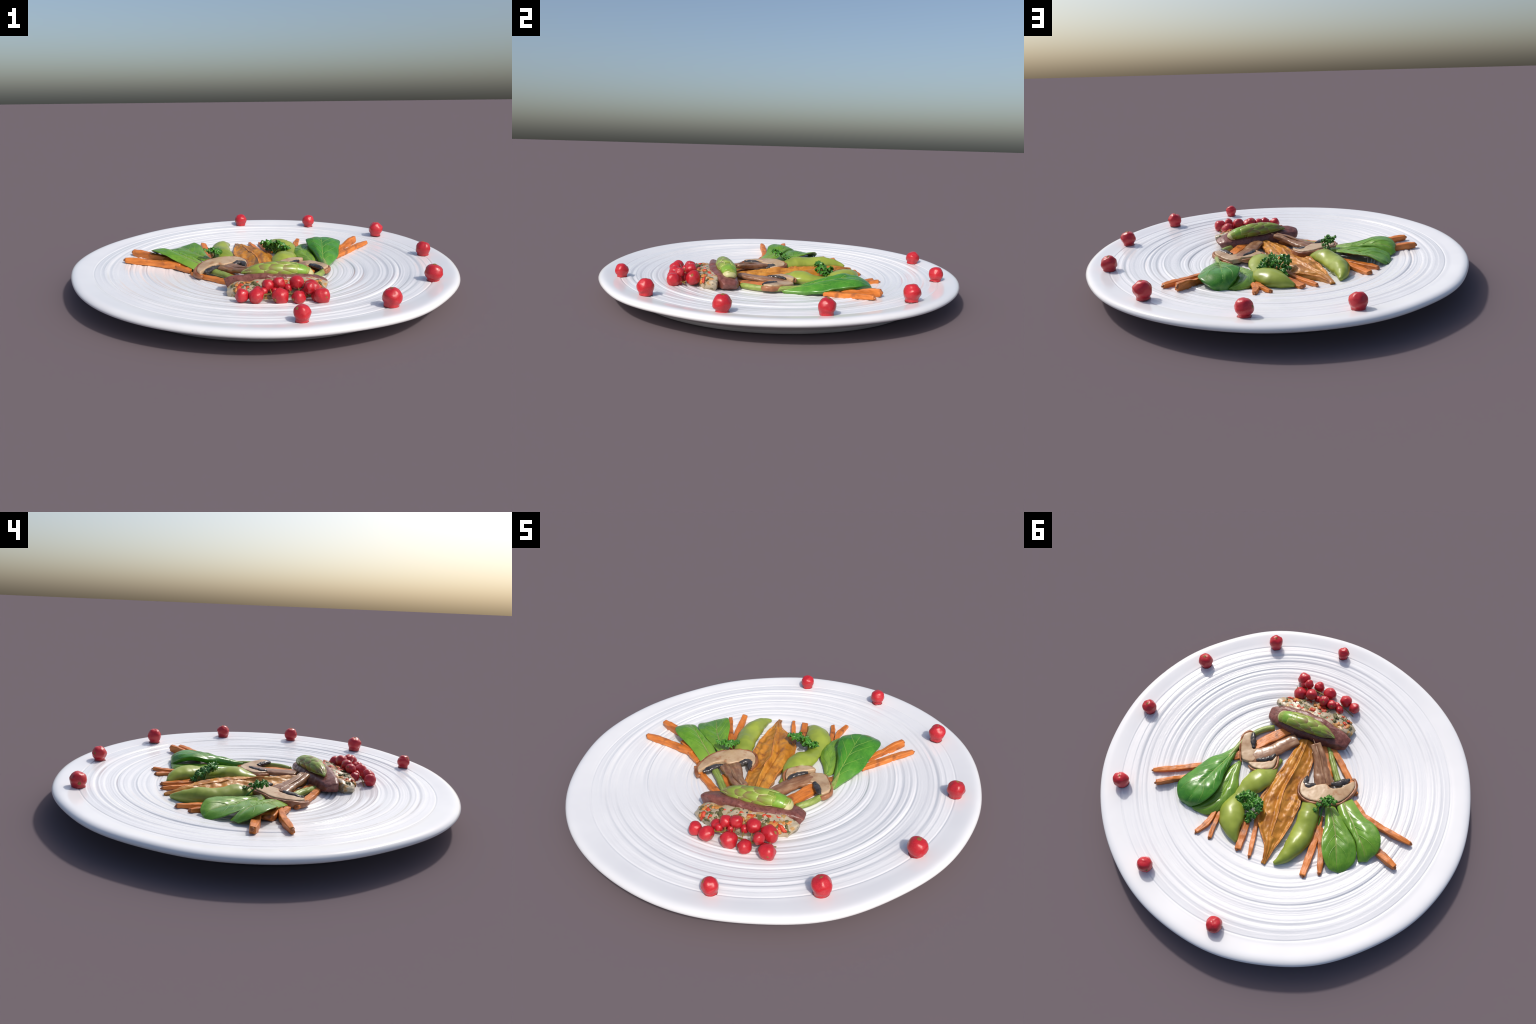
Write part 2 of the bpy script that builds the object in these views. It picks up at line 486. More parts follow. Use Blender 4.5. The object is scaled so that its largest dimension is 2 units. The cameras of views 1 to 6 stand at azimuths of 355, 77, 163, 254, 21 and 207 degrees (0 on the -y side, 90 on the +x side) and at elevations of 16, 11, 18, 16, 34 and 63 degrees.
class Sheet:
    """A leaf-like solid spanned by a left edge, a middle line and a right edge."""
    def __init__(self, left, mid, right, nu=48, nv=25, relief=None, crown=0.0):
        self.L, self.M, self.R = crom(left, nu), crom(mid, nu), crom(right, nu)
        self.nu, self.nv, self.relief, self.crown = nu, nv, relief, crown
        self.grid = np.zeros((nu, nv, 3))
        for i in range(nu):
            for j in range(nv):
                self.grid[i, j] = self.at(i / (nu - 1), -1 + 2 * j / (nv - 1))

    def at(self, u, v):
        f = u * (self.nu - 1)
        i = min(int(f), self.nu - 2)
        f -= i
        l, m, r = (c[i] * (1 - f) + c[i + 1] * f for c in (self.L, self.M, self.R))
        p = m + v * (r - l) / 2 + v * v * ((l + r) / 2 - m)
        p = p.copy()
        p[2] += self.crown * (1 - v * v)
        if self.relief:
            p[2] += self.relief(u, v, p)
        return p

    def build(self, name, mat, parent, thick=0.008, to_plate=False):
        nu, nv = self.nu, self.nv
        top, bot = [], []
        for i in range(nu):
            for j in range(nv):
                p = self.grid[i, j]
                v = -1 + 2 * j / (nv - 1)
                u = i / (nu - 1)
                e = math.sqrt(max(0, 1 - v ** 6)) * math.sqrt(max(0, 1 - (2 * u - 1) ** 12))
                floor = plate_z(p[0], p[1])
                top.append((p[0], p[1], max(p[2], floor + 0.001)))
                zb = p[2] - 0.0012 - thick * e
                if to_plate:
                    zb = min(zb, floor - 0.003) if e > 0.05 else zb
                bot.append((p[0], p[1], max(zb, floor - 0.004)))
        verts = top + bot
        N = nu * nv
        faces = []
        for i in range(nu - 1):
            for j in range(nv - 1):
                a, b, c, d = i * nv + j, i * nv + j + 1, (i + 1) * nv + j + 1, (i + 1) * nv + j
                faces += [(a, b, c, d), (N + d, N + c, N + b, N + a)]
        ring = [j for j in range(nv)] + [i * nv + nv - 1 for i in range(1, nu)] + \
               [(nu - 1) * nv + j for j in range(nv - 2, -1, -1)] + [i * nv for i in range(nu - 2, 0, -1)]
        for a, b in zip(ring, ring[1:] + ring[:1]):
            faces.append((b, a, N + a, N + b))
        return add_mesh(name, verts, faces, mat, parent, (self.M[0], self.M[-1] - self.M[0]))

    def ribbon(self, uv, radii, name, mat, parent, kind=None):
        pts = []
        for u, v in crom(uv, 20):
            p = self.at(min(max(u, 0), 1), min(max(v, -1), 1))
            pts.append((p[0], p[1], max(p[2], plate_z(p[0], p[1])) + 0.0002))
        return tube(name, pts, radii, mat, parent, n=22, m=6, flat=0.5, kind=kind)


def merge(obs, name):
    """join several small meshes into one object (no bpy.ops)"""
    bm = bmesh.new()
    mats = []
    base = obs[0]
    for o in obs:
        me = o.data.copy()
        me.transform(base.matrix_world.inverted() @ o.matrix_world)
        off = len(mats)
        for mt in o.data.materials:
            if mt not in mats:
                mats.append(mt)
        idx = mats.index(o.data.materials[0])
        for p in me.polygons:
            p.material_index = idx
        bm.from_mesh(me)
        bpy.data.meshes.remove(me)
    mesh = bpy.data.meshes.new(name)
    bm.to_mesh(mesh)
    bm.free()
    for mt in mats:
        mesh.materials.append(mt)
    base.data = mesh
    base.name = name
    for o in obs[1:]:
        bpy.data.objects.remove(o)
    base["kind"] = "stuff"
    return base


def remeshed(ob, voxel, smooth_iters=4):
    md = ob.modifiers.new("r", 'REMESH')
    md.mode = 'VOXEL'
    md.voxel_size = voxel
    md.use_smooth_shade = True
    s = ob.modifiers.new("s", 'SMOOTH')
    s.factor = 0.5
    s.iterations = smooth_iters
    dg = bpy.context.evaluated_depsgraph_get()
    me = bpy.data.meshes.new_from_object(ob.evaluated_get(dg))
    mats = list(ob.data.materials)
    ob.modifiers.clear()
    ob.data = me
    if not me.materials:
        for m_ in mats:
            me.materials.append(m_)
    me.polygons.foreach_set("use_smooth", [True] * len(me.polygons))
    return ob


def slab(name, outline, top, thick, mat, parent, voxel=0.0042, rough=0.0009, seed=0.0):
    """Flat-ish slice cut along an outline; top(x, y) gives the upper face."""
    o = crom(outline, 90, closed=True)
    bm = bmesh.new()
    lo = [bm.verts.new((x, y, top(x, y) - thick(x, y))) for x, y in o]
    hi = [bm.verts.new((x, y, top(x, y))) for x, y in o]
    n = len(o)
    for i in range(n):
        k = (i + 1) % n
        bm.faces.new((lo[i], lo[k], hi[k], hi[i]))
    bm.faces.new(hi)
    bm.faces.new(lo[::-1])
    bmesh.ops.triangulate(bm, faces=[f for f in bm.faces if len(f.verts) > 4])
    bmesh.ops.recalc_face_normals(bm, faces=bm.faces)
    me = bpy.data.meshes.new(name)
    bm.to_mesh(me)
    bm.free()
    me.materials.append(mat)
    ob = bpy.data.objects.new(name, me)
    bpy.context.scene.collection.objects.link(ob)
    remeshed(ob, voxel)
    for v in ob.data.vertices:
        v.co += v.normal * rough * fbm(v.co, 28, seed)
    ob.parent = parent
    ob.matrix_parent_inverse = parent.matrix_world.inverted()
    return ob


# ---------------------------------------------------------------------- food
def build_leaf(name, label, left, mid, right, mat, vein, crown, seed, veins=5, to_plate=False, stem=None, vr=0.0023, thick=0.009, wav=0.004):
    root = thing(name, label, "salad leaf", (mid[0][0], mid[0][1], plate_z(mid[0][0], mid[0][1])))

    def relief(u, v, p):
        w = math.sin(math.pi * min(1, u * 1.02))
        side = 0.0
        for k in range(veins):
            uk = 0.12 + 0.7 * k / veins + 0.22 * abs(v)
            side -= 0.0022 * math.exp(-((u - uk) / 0.035) ** 2) * (1 - abs(v) ** 3)
        groove = -0.0055 * math.exp(-(v / 0.13) ** 2) + 0.004 * math.exp(-((abs(v) - 0.5) / 0.25) ** 2) - 0.004 * abs(v) ** 6
        return w * (side + groove + wav * fbm(p, 9, seed) + 0.0034 * fbm(p, 20, seed))

    s = Sheet(left, mid, right, relief=relief, crown=crown)
    s.build("blade", mat, root, thick=thick, to_plate=to_plate)
    s.ribbon([(0.0, 0), (0.5, 0), (0.93, 0)], [vr * 1.9, vr * 1.2, vr * 0.4], "midrib", vein, root)
    side = []
    rnd = random.Random(seed)
    for k in range(veins):
        for sg in (-1, 1):
            u0 = 0.1 + 0.66 * k / veins + rnd.uniform(-0.03, 0.03)
            side.append(s.ribbon([(u0, 0), (u0 + 0.1, sg * 0.36), (min(0.97, u0 + 0.24), sg * 0.8)],
                                 [vr * 0.95, vr * 0.7, vr * 0.25], "vein", M['vein'], root))
    merge(side, "vein")
    if stem:
        tube("leaf_stem", stem[0], stem[1], M['stalk'], root, n=30, m=12)
    return root


def build_leaves():
    build_leaf("spinach_leaf", "glossy deep green domed spinach leaf with pale veins",
               [(0.331, -0.064, 0.073), (0.381, 0.030, 0.077), (0.431, 0.103, 0.093), (0.460, 0.208, 0.114), (0.487, 0.300, 0.129), (0.474, 0.353, 0.126), (0.440, 0.393, 0.108), (0.396, 0.400, 0.080)],
               [(0.327, -0.045, 0.080), (0.332, 0.034, 0.092), (0.345, 0.126, 0.115), (0.360, 0.216, 0.135), (0.372, 0.304, 0.145), (0.378, 0.360, 0.136), (0.387, 0.393, 0.113), (0.388, 0.402, 0.080)],
               [(0.318, -0.050, 0.074), (0.309, 0.053, 0.090), (0.299, 0.148, 0.114), (0.279, 0.225, 0.131), (0.279, 0.296, 0.145), (0.312, 0.362, 0.129), (0.360, 0.397, 0.095), (0.380, 0.402, 0.080)],
               M['leaf_dark'], M['vein'], 0.006, 3, veins=4, thick=0.034,
               stem=([(0.206, -0.25, 0.075), (0.250, -0.211, 0.078), (0.283, -0.166, 0.078), (0.318, -0.09, 0.080), (0.328, -0.03, 0.085), (0.336, 0.06, 0.094)], [0.016, 0.017, 0.016, 0.015, 0.011, 0.005]))
    build_leaf("spinach_leaf", "light green spinach leaf lying flat under another leaf",
               [(0.287, 0.048, 0.070), (0.312, 0.102, 0.072), (0.318, 0.218, 0.080), (0.322, 0.302, 0.085), (0.343, 0.357, 0.085), (0.361, 0.398, 0.083)],
               [(0.276, 0.036, 0.074), (0.272, 0.110, 0.083), (0.258, 0.200, 0.094), (0.258, 0.290, 0.098), (0.300, 0.365, 0.094), (0.352, 0.402, 0.083)],
               [(0.266, 0.026, 0.070), (0.232, 0.117, 0.076), (0.202, 0.177, 0.083), (0.188, 0.272, 0.088), (0.217, 0.340, 0.086), (0.266, 0.396, 0.083), (0.344, 0.405, 0.081)],
               M['leaf_light'], M['vein'], 0.006, 9, veins=3, to_plate=True)
    build_leaf("spinach_leaf", "fresh green oval spinach leaf with brown midrib and lifted side",
               [(-0.267, 0.069, 0.098), (-0.307, 0.147, 0.110), (-0.339, 0.260, 0.134), (-0.380, 0.332, 0.138), (-0.430, 0.368, 0.112), (-0.474, 0.362, 0.084)],
               [(-0.290, 0.058, 0.098), (-0.346, 0.130, 0.106), (-0.393, 0.202, 0.110), (-0.428, 0.272, 0.110), (-0.459, 0.332, 0.102), (-0.480, 0.361, 0.084)],
               [(-0.315, 0.044, 0.100), (-0.406, 0.116, 0.118), (-0.480, 0.172, 0.130), (-0.517, 0.223, 0.128), (-0.533, 0.281, 0.112), (-0.508, 0.336, 0.090), (-0.487, 0.359, 0.084)],
               M['leaf_mid'], M['vein_brown'], 0.011, 17, veins=4,
               stem=([(-0.235, 0.0, 0.075), (-0.265, 0.03, 0.084), (-0.30, 0.07, 0.098), (-0.34, 0.122, 0.105)], [0.012, 0.015, 0.013, 0.004]))
    build_leaf("spinach_leaf", "fresh green oval spinach leaf with brown midrib",
               [(-0.320, 0.032, 0.094), (-0.372, 0.094, 0.110), (-0.430, 0.131, 0.120), (-0.490, 0.174, 0.122), (-0.521, 0.226, 0.114), (-0.550, 0.264, 0.097)],
               [(-0.345, 0.000, 0.096), (-0.410, 0.064, 0.116), (-0.482, 0.138, 0.131), (-0.536, 0.192, 0.134), (-0.566, 0.228, 0.121), (-0.583, 0.248, 0.099)],
               [(-0.377, -0.047, 0.084), (-0.471, 0.027, 0.117), (-0.553, 0.065, 0.151), (-0.602, 0.118, 0.157), (-0.617, 0.177, 0.138), (-0.597, 0.222, 0.112), (-0.590, 0.242, 0.099)],
               M['leaf_mid'], M['vein_brown'], 0.006, 23, veins=4, thick=0.014,
               stem=([(-0.29, -0.06, 0.070), (-0.325, -0.025, 0.085), (-0.37, 0.025, 0.102)], [0.010, 0.014, 0.004]))


def build_pods():
    def pod(label, spine, width, height, seed):
        root = thing("pea_pod", label, "vegetable", (spine[0][0], spine[0][1], plate_z(*spine[0][:2])))
        # an almost flat pod: pointed cross-section where the two halves meet
        loft("pod", spine, width, height, M['pea'], root, power=1.85, n=60, m=32, rough=0.0055, rscale=13, seed=seed, sit=True)
        return root
    pod("plump green pea pod with two bulges",
        [(0.075, -0.085, 0.068), (0.084, -0.02, 0.076), (0.098, 0.042, 0.082), (0.122, 0.095, 0.087), (0.148, 0.150, 0.086), (0.156, 0.205, 0.080), (0.160, 0.245, 0.079), (0.158, 0.300, 0.086), (0.140, 0.355, 0.090), (0.108, 0.405, 0.088), (0.075, 0.438, 0.083), (0.056, 0.456, 0.078)],
        [0.012, 0.018, 0.046, 0.064, 0.064, 0.046, 0.042, 0.062, 0.070, 0.062, 0.038, 0.008],
        [0.010, 0.012, 0.026, 0.038, 0.038, 0.022, 0.020, 0.040, 0.046, 0.042, 0.030, 0.008], 2.0)
    pod("curved green pea pod with pointed tip",
        [(-0.165, 0.03, 0.070), (-0.186, 0.075, 0.080), (-0.210, 0.140, 0.092), (-0.224, 0.210, 0.091), (-0.230, 0.290, 0.091), (-0.216, 0.375, 0.092), (-0.190, 0.440, 0.088), (-0.172, 0.466, 0.082)],
        [0.030, 0.046, 0.056, 0.055, 0.058, 0.052, 0.034, 0.008],
        [0.014, 0.027, 0.045, 0.041, 0.040, 0.044, 0.032, 0.008], 5.0)


def build_pumpkin():
    root = thing("pumpkin_slice", "long wrinkled baked orange pumpkin slice tapering to a point", "vegetable", (-0.03, -0.1, 0.062))
    left = [(0.036, -0.250, 0.080), (0.038, -0.115, 0.076), (0.048, 0.004, 0.074), (0.062, 0.114, 0.073), (0.057, 0.222, 0.073), (0.018, 0.292, 0.074), (-0.030, 0.348, 0.076), (-0.088, 0.402, 0.078), (-0.116, 0.492, 0.077)]
    mid = [(-0.004, -0.256, 0.098), (-0.020, -0.135, 0.100), (-0.027, -0.030, 0.101), (-0.026, 0.080, 0.101), (-0.042, 0.160, 0.102), (-0.066, 0.242, 0.103), (-0.084, 0.323, 0.102), (-0.110, 0.402, 0.100), (-0.130, 0.492, 0.083)]
    right = [(-0.046, -0.262, 0.080), (-0.090, -0.145, 0.074), (-0.112, -0.003, 0.072), (-0.127, 0.059, 0.075), (-0.151, 0.143, 0.078), (-0.155, 0.235, 0.078), (-0.148, 0.322, 0.077), (-0.141, 0.389, 0.077), (-0.138, 0.494, 0.077)]

    def relief(u, v, p):
        e = math.sin(math.pi * min(max(u, 0.0), 1)) ** 0.5
        fold = -0.016 * math.exp(-((v + 0.16 - 0.1 * u) / 0.13) ** 2) + 0.012 * math.exp(-((v - 0.06 + 0.1 * u) / 0.10) ** 2)
        fold += 0.012 * math.exp(-((v + 0.62) / 0.22) ** 2) - 0.008 * math.exp(-((v - 0.45) / 0.2) ** 2)
        fold += 0.012 * math.exp(-((abs(v) - 0.97) / 0.1) ** 2)
        return e * (fold + 0.012 * fbm((p[0], p[1] * 0.5, p[2]), 17, 4.0) + 0.006 * fbm(p, 34, 8.0))

    # frayed outline
    def fray(c, s):
        c = crom(c, 40)
        for i, p in enumerate(c):
            p[0] += s * 0.009 * fbm(p, 27, 2.0 + s)
        return c
    s = Sheet(fray(left, 1), mid, fray(right, -1), nu=90, nv=49, relief=relief)
    s.build("flesh", M['pumpkin'], root, thick=0.02, to_plate=True)
    edges = []
    for v0, a, b in ((-0.99, 0.02, 0.97), (0.99, 0.02, 0.97), (0.06, 0.3, 0.8)):
        edges.append(s.ribbon([(a, v0), ((a + b) / 2, v0 + (0.02 if abs(v0) < 0.9 else 0)), (b, v0)], [0.003, 0.0035, 0.002], "frayed_edge", M['pumpkin_edge'], root))
    merge(edges, "frayed_edge")


def stick(name, label, a, b, w, h, seed, za=0.0, zb=0.0, bend=0.0):
    """carrot stick lying on the plate from a to b, ragged ends, charred tip at b"""
    a, b = np.array(a), np.array(b)
    d = (b - a) / np.linalg.norm(b - a)
    nrm = np.array([-d[1], d[0]])
    pts = []
    for k in range(5):
        t = k / 4
        p = a * (1 - t) + b * t + nrm * bend * math.sin(math.pi * t)
        pts.append((p[0], p[1], plate_z(p[0], p[1]) + h * 0.95 + za * (1 - t) + zb * t))
    root = thing(name, label, "vegetable", (a[0], a[1], plate_z(*a)))
    rnd = random.Random(int(seed * 10))
    loft("stick", pts, [w * rnd.uniform(0.75, 0.95), w * rnd.uniform(0.9, 1.1), w * 1.05, w * rnd.uniform(0.9, 1.1), w, w * rnd.uniform(0.6, 0.9)],
         [h * 0.9, h, h * rnd.uniform(0.85, 1), h * rnd.uniform(0.85, 1.05), h, h * 0.75], M['carrot'], root,
         power=7.0, n=44, m=32, rough=0.0032, rscale=21, seed=seed, twist=[rnd.uniform(-0.4, 0.4), 0, rnd.uniform(-0.4, 0.4)])
    # torn end: a short darker tongue of fibre
    e = np.array(pts[-1])
    dd = np.array([d[0], d[1], -0.25])
    side = np.array([nrm[0], nrm[1], 0]) * w * rnd.uniform(-0.3, 0.3)
    loft("torn_end", [e - dd * 0.006 + side, e + dd * 0.003 + side, e + dd * 0.010 + side * 1.3], [w * 0.66, w * 0.5, w * 0.16], [h * 0.6, h * 0.45, h * 0.15],
         M['carrot_dark'], root, power=3, n=8, m=14, rough=0.004, rscale=70, seed=seed)
    return root


def build_carrots():
    L = "roasted orange carrot stick with ragged charred end"
    S = [  # from, to, half width, half height, lift at start, lift at end, bend
        ((0.425, 0.140), (0.652, 0.316), 0.015, 0.013, 0, 0, 0.004),
        ((0.440, 0.225), (0.594, 0.375), 0.012, 0.024, -0.022, 0, 0.0),
        ((0.240, 0.360), (0.266, 0.508), 0.014, 0.011, 0, 0, 0.012),
        ((0.215, 0.340), (0.187, 0.502), 0.012, 0.009, 0, 0, -0.004),
        ((0.072, 0.300), (0.027, 0.486), 0.019, 0.010, 0, 0, 0.0),
        ((0.030, 0.260), (-0.043, 0.492), 0.012, 0.010, 0, 0, 0.0),
        ((-0.270, 0.120), (-0.330, 0.458), 0.018, 0.012, 0, 0, 0.006),
        ((-0.300, 0.180), (-0.402, 0.408), 0.016, 0.012, 0, 0, 0.004),
        ((-0.535, 0.140), (-0.722, 0.211), 0.018, 0.019, -0.004, 0, 0.0),
        ((-0.450, 0.012), (-0.746, 0.057), 0.015, 0.018, 0.002, 0, -0.008),
        ((-0.150, -0.285), (-0.386, -0.085), 0.017, 0.011, 0, 0, 0.004),
        ((-0.098, -0.270), (-0.220, -0.110), 0.020, 0.012, 0, 0, 0.0),
        ((0.115, -0.275), (0.250, -0.066), 0.030, 0.014, 0, 0, -0.010),
        ((0.262, -0.060), (0.318, 0.030), 0.022, 0.010, 0, 0, 0.0),
        ((-0.395, -0.045), (-0.500, 0.040), 0.014, 0.012, 0, 0.006, 0.0),
        ((-0.400, 0.040), (-0.535, 0.110), 0.046, 0.018, 0, 0.004, 0.0),
    ]
    for i, (a, b, w, h, za, zb, bend) in enumerate(S):
        stick("carrot_stick", L, a, b, w, h, 3.1 * i + 1, za, zb, bend)
    # pale green stalk beside the mushroom
    root = thing("asparagus_stalk", "split pale green vegetable stalk", "vegetable", (-0.143, -0.26, 0.062))
    for off in (-0.012, 0.012):
        loft("strand", [(-0.138 + off * 0.8, -0.270 - off * 0.6, 0.074), (-0.200 + off, -0.185 - off * 0.6, 0.082), (-0.276 + off, -0.092 - off * 0.5, 0.086)],
             [0.011, 0.013, 0.013], [0.012, 0.015, 0.014], M['stalk'], root, n=26, m=14, rough=0.003, rscale=30, seed=off * 100)


def build_mushrooms():
    # the large T-shaped slice
    root = thing("mushroom_slice", "brown mushroom slice with dark gills and long stem", "mushroom", (-0.2, -0.05, 0.065))
    def top1(x, y):  # rests on the pea pod, highest at the crown of the cap
        s = max(0.0, min(1.0, (y + 0.16) / 0.22))
        return 0.101 + 0.015 * s + 0.004 * math.sin(20 * x)
    cap = [(-0.098, -0.035), (-0.094, 0.006), (-0.114, 0.058), (-0.160, 0.078), (-0.222, 0.068), (-0.272, 0.047), (-0.324, 0.012),
           (-0.354, -0.050), (-0.360, -0.112), (-0.344, -0.142), (-0.332, -0.128), (-0.314, -0.100), (-0.292, -0.066), (-0.254, -0.042),
           (-0.215, -0.050), (-0.176, -0.022), (-0.142, 0.018), (-0.114, 0.010), (-0.104, -0.028)]
    slab("cap", cap, top1, lambda x, y: 0.034, M['flesh'], root, seed=1)
    skin = [(-0.097, -0.048), (-0.089, 0.006), (-0.110, 0.064), (-0.160, 0.087), (-0.222, 0.077), (-0.275, 0.055), (-0.330, 0.017), (-0.361, -0.050), (-0.367, -0.114), (-0.344, -0.156), (-0.326, -0.150)]
    loft("skin", [(x, y, top1(x, y) - 0.022) for x, y in skin], [0.004, 0.008, 0.008, 0.008, 0.008, 0.008, 0.008, 0.009, 0.013, 0.009],
         [0.010, 0.018, 0.018, 0.018, 0.018, 0.018, 0.018, 0.017, 0.016, 0.007], M['skin'], root, power=2.6, n=70, m=18, rough=0.003, rscale=35)
    g1 = [(-0.104, -0.052), (-0.112, -0.020), (-0.122, 0.000), (-0.146, -0.002), (-0.166, -0.026)]
    g2 = [(-0.240, -0.066), (-0.272, -0.084), (-0.294, -0.110), (-0.318, -0.140)]
    loft("gill", [(x, y, top1(x, y) - 0.010) for x, y in g1], [0.006, 0.015, 0.020, 0.018, 0.008], [0.008, 0.0125, 0.0125, 0.012, 0.008], M['gill'], root, n=36, m=16, rough=0.004, rscale=50)
    loft("gill", [(x, y, top1(x, y) - 0.010) for x, y in g2], [0.008, 0.017, 0.019, 0.010], [0.008, 0.0125, 0.0125, 0.010], M['gill'], root, n=36, m=16, rough=0.004, rscale=50)
    stem = [(-0.062, -0.238, 0.124), (-0.110, -0.188, 0.114), (-0.150, -0.128, 0.101), (-0.190, -0.074, 0.096), (-0.214, -0.040, 0.092)]
    loft("stem", stem, [0.030, 0.034, 0.038, 0.048, 0.056], [0.014, 0.016, 0.017, 0.018, 0.014], M['stem'], root, power=3, n=50, m=24, rough=0.004, rscale=26, seed=4,
         shape=lambda u, x, y: (x, y - (0.9 * math.exp(-((x + 0.1) / 0.28) ** 2) if y > 0 else 0) * (1 - u) * min(1, 8 * (u + 0.02))))
    lips = []
    for s_ in (-1, 1):
        lips.append(tube("stem_lip", [(x + s_ * 0.022, y + s_ * -0.016, z + 0.010) for x, y, z in stem[:4]], [0.0008, 0.006, 0.006, 0.003], M['stem_pale'] if s_ > 0 else M['stem'], root))
    merge(lips, "stem_lip")

    # second slice, its cap turned to the edge of the plate
    root = thing("mushroom_slice", "brown mushroom half slice with thick stem", "mushroom", (0.25, -0.06, 0.064))
    top2 = lambda x, y: 0.097 + 0.10 * max(0, 0.1 - math.hypot(x - 0.31, y + 0.11)) - 0.05 * max(0, y - 0.0)
    cap = [(0.303, -0.150), (0.326, -0.124), (0.324, -0.085), (0.306, -0.040), (0.268, 0.018), (0.240, 0.022), (0.205, 0.008), (0.190, -0.05), (0.222, -0.070), (0.240, -0.062), (0.262, -0.085), (0.284, -0.116), (0.292, -0.145)]
    slab("cap", cap, top2, lambda x, y: 0.026, M['flesh'], root, seed=3)
    skin = [(0.290, -0.160), (0.312, -0.155), (0.334, -0.124), (0.331, -0.085), (0.312, -0.038), (0.274, 0.024), (0.262, 0.030)]
    loft("skin", [(x, y, top2(x, y) - 0.020) for x, y in skin], [0.005, 0.009, 0.007, 0.006, 0.006, 0.006, 0.003], [0.009, 0.014, 0.014, 0.013, 0.012, 0.011, 0.007], M['skin'], root, power=2.6, n=50, m=16, rough=0.003, rscale=35)
    gl = [(0.290, -0.152), (0.276, -0.126), (0.258, -0.096), (0.240, -0.068)]
    loft("gill", [(x, y, top2(x, y) - 0.006) for x, y in gl], [0.009, 0.017, 0.017, 0.009], [0.009, 0.012, 0.0115, 0.008], M['gill'], root, n=34, m=16, rough=0.004, rscale=50)
    loft("stem", [(0.048, -0.232, 0.094), (0.090, -0.178, 0.090), (0.128, -0.118, 0.088), (0.170, -0.062, 0.087), (0.226, -0.026, 0.086)],
         [0.034, 0.037, 0.038, 0.046, 0.044], [0.012, 0.013, 0.013, 0.013, 0.010], M['stem'], root, power=3.2, n=50, m=24, rough=0.005, rscale=22, seed=9)

    # small crescent
    root = thing("mushroom_slice", "small crescent mushroom slice with dark gills", "mushroom", (0.14, 0.01, 0.063))
    top3 = lambda x, y: 0.106 + 0.06 * (y + 0.02)
    cap = [(0.219, 0.030), (0.180, 0.044), (0.126, 0.031), (0.088, -0.003), (0.087, -0.050), (0.102, -0.086), (0.104, -0.080), (0.108, -0.050), (0.134, -0.022), (0.185, 0.008)]
    slab("cap", cap, top3, lambda x, y: 0.028, M['flesh'], root, seed=6)
    skin = [(0.214, 0.042), (0.182, 0.053), (0.124, 0.040), (0.080, -0.001), (0.079, -0.052), (0.100, -0.096)]
    loft("skin", [(x, y, top3(x, y) - 0.020) for x, y in skin], [0.004, 0.008, 0.008, 0.008, 0.007, 0.005], [0.007, 0.013, 0.014, 0.013, 0.012, 0.007], M['skin'], root, power=2.6, n=44, m=16, rough=0.003, rscale=35)
    loft("gill", [(x, y, top3(x, y) - 0.006) for x, y in [(0.190, -0.006), (0.152, -0.028), (0.128, -0.052), (0.113, -0.088)]], [0.006, 0.013, 0.014, 0.008],
         [0.007, 0.011, 0.012, 0.008], M['gill'], root, n=30, m=14, rough=0.004, rscale=50)


def build_meat():
    root = thing("meat_slice", "thick brown slice of juicy meat loaf", "meat", (0.02, -0.32, 0.062))
    # squared slab whose top slopes down away from the terrine
    def cut(u, x, y):
        if y > 0:
            return (x * 0.94 if x > 0 else x) * (1 - 0.10 * y) - 0.08 * y, y * (1 - 0.58 * max(0, x + 0.5) / 1.5)
        return (x * 0.94 if x > 0 else x) * (1 - 0.12 * y), y
    loft("slice", [(0.264, -0.326, 0.084), (0.257, -0.326, 0.088), (0.240, -0.325, 0.092), (0.214, -0.323, 0.095), (0.15, -0.326, 0.098), (0.06, -0.330, 0.101), (-0.03, -0.332, 0.103), (-0.12, -0.331, 0.104), (-0.18, -0.329, 0.104), (-0.200, -0.329, 0.103), (-0.212, -0.329, 0.101), (-0.218, -0.329, 0.099)],
         [0.034, 0.052, 0.065, 0.072, 0.074, 0.073, 0.070, 0.066, 0.060, 0.056, 0.046, 0.030], [0.020, 0.031, 0.038, 0.042, 0.044, 0.045, 0.046, 0.047, 0.047, 0.044, 0.037, 0.024],
         M['meat'], root, power=6.0, n=120, m=72, rough=0.0065, rscale=13, seed=6, sit=True, shape=cut)
    return root


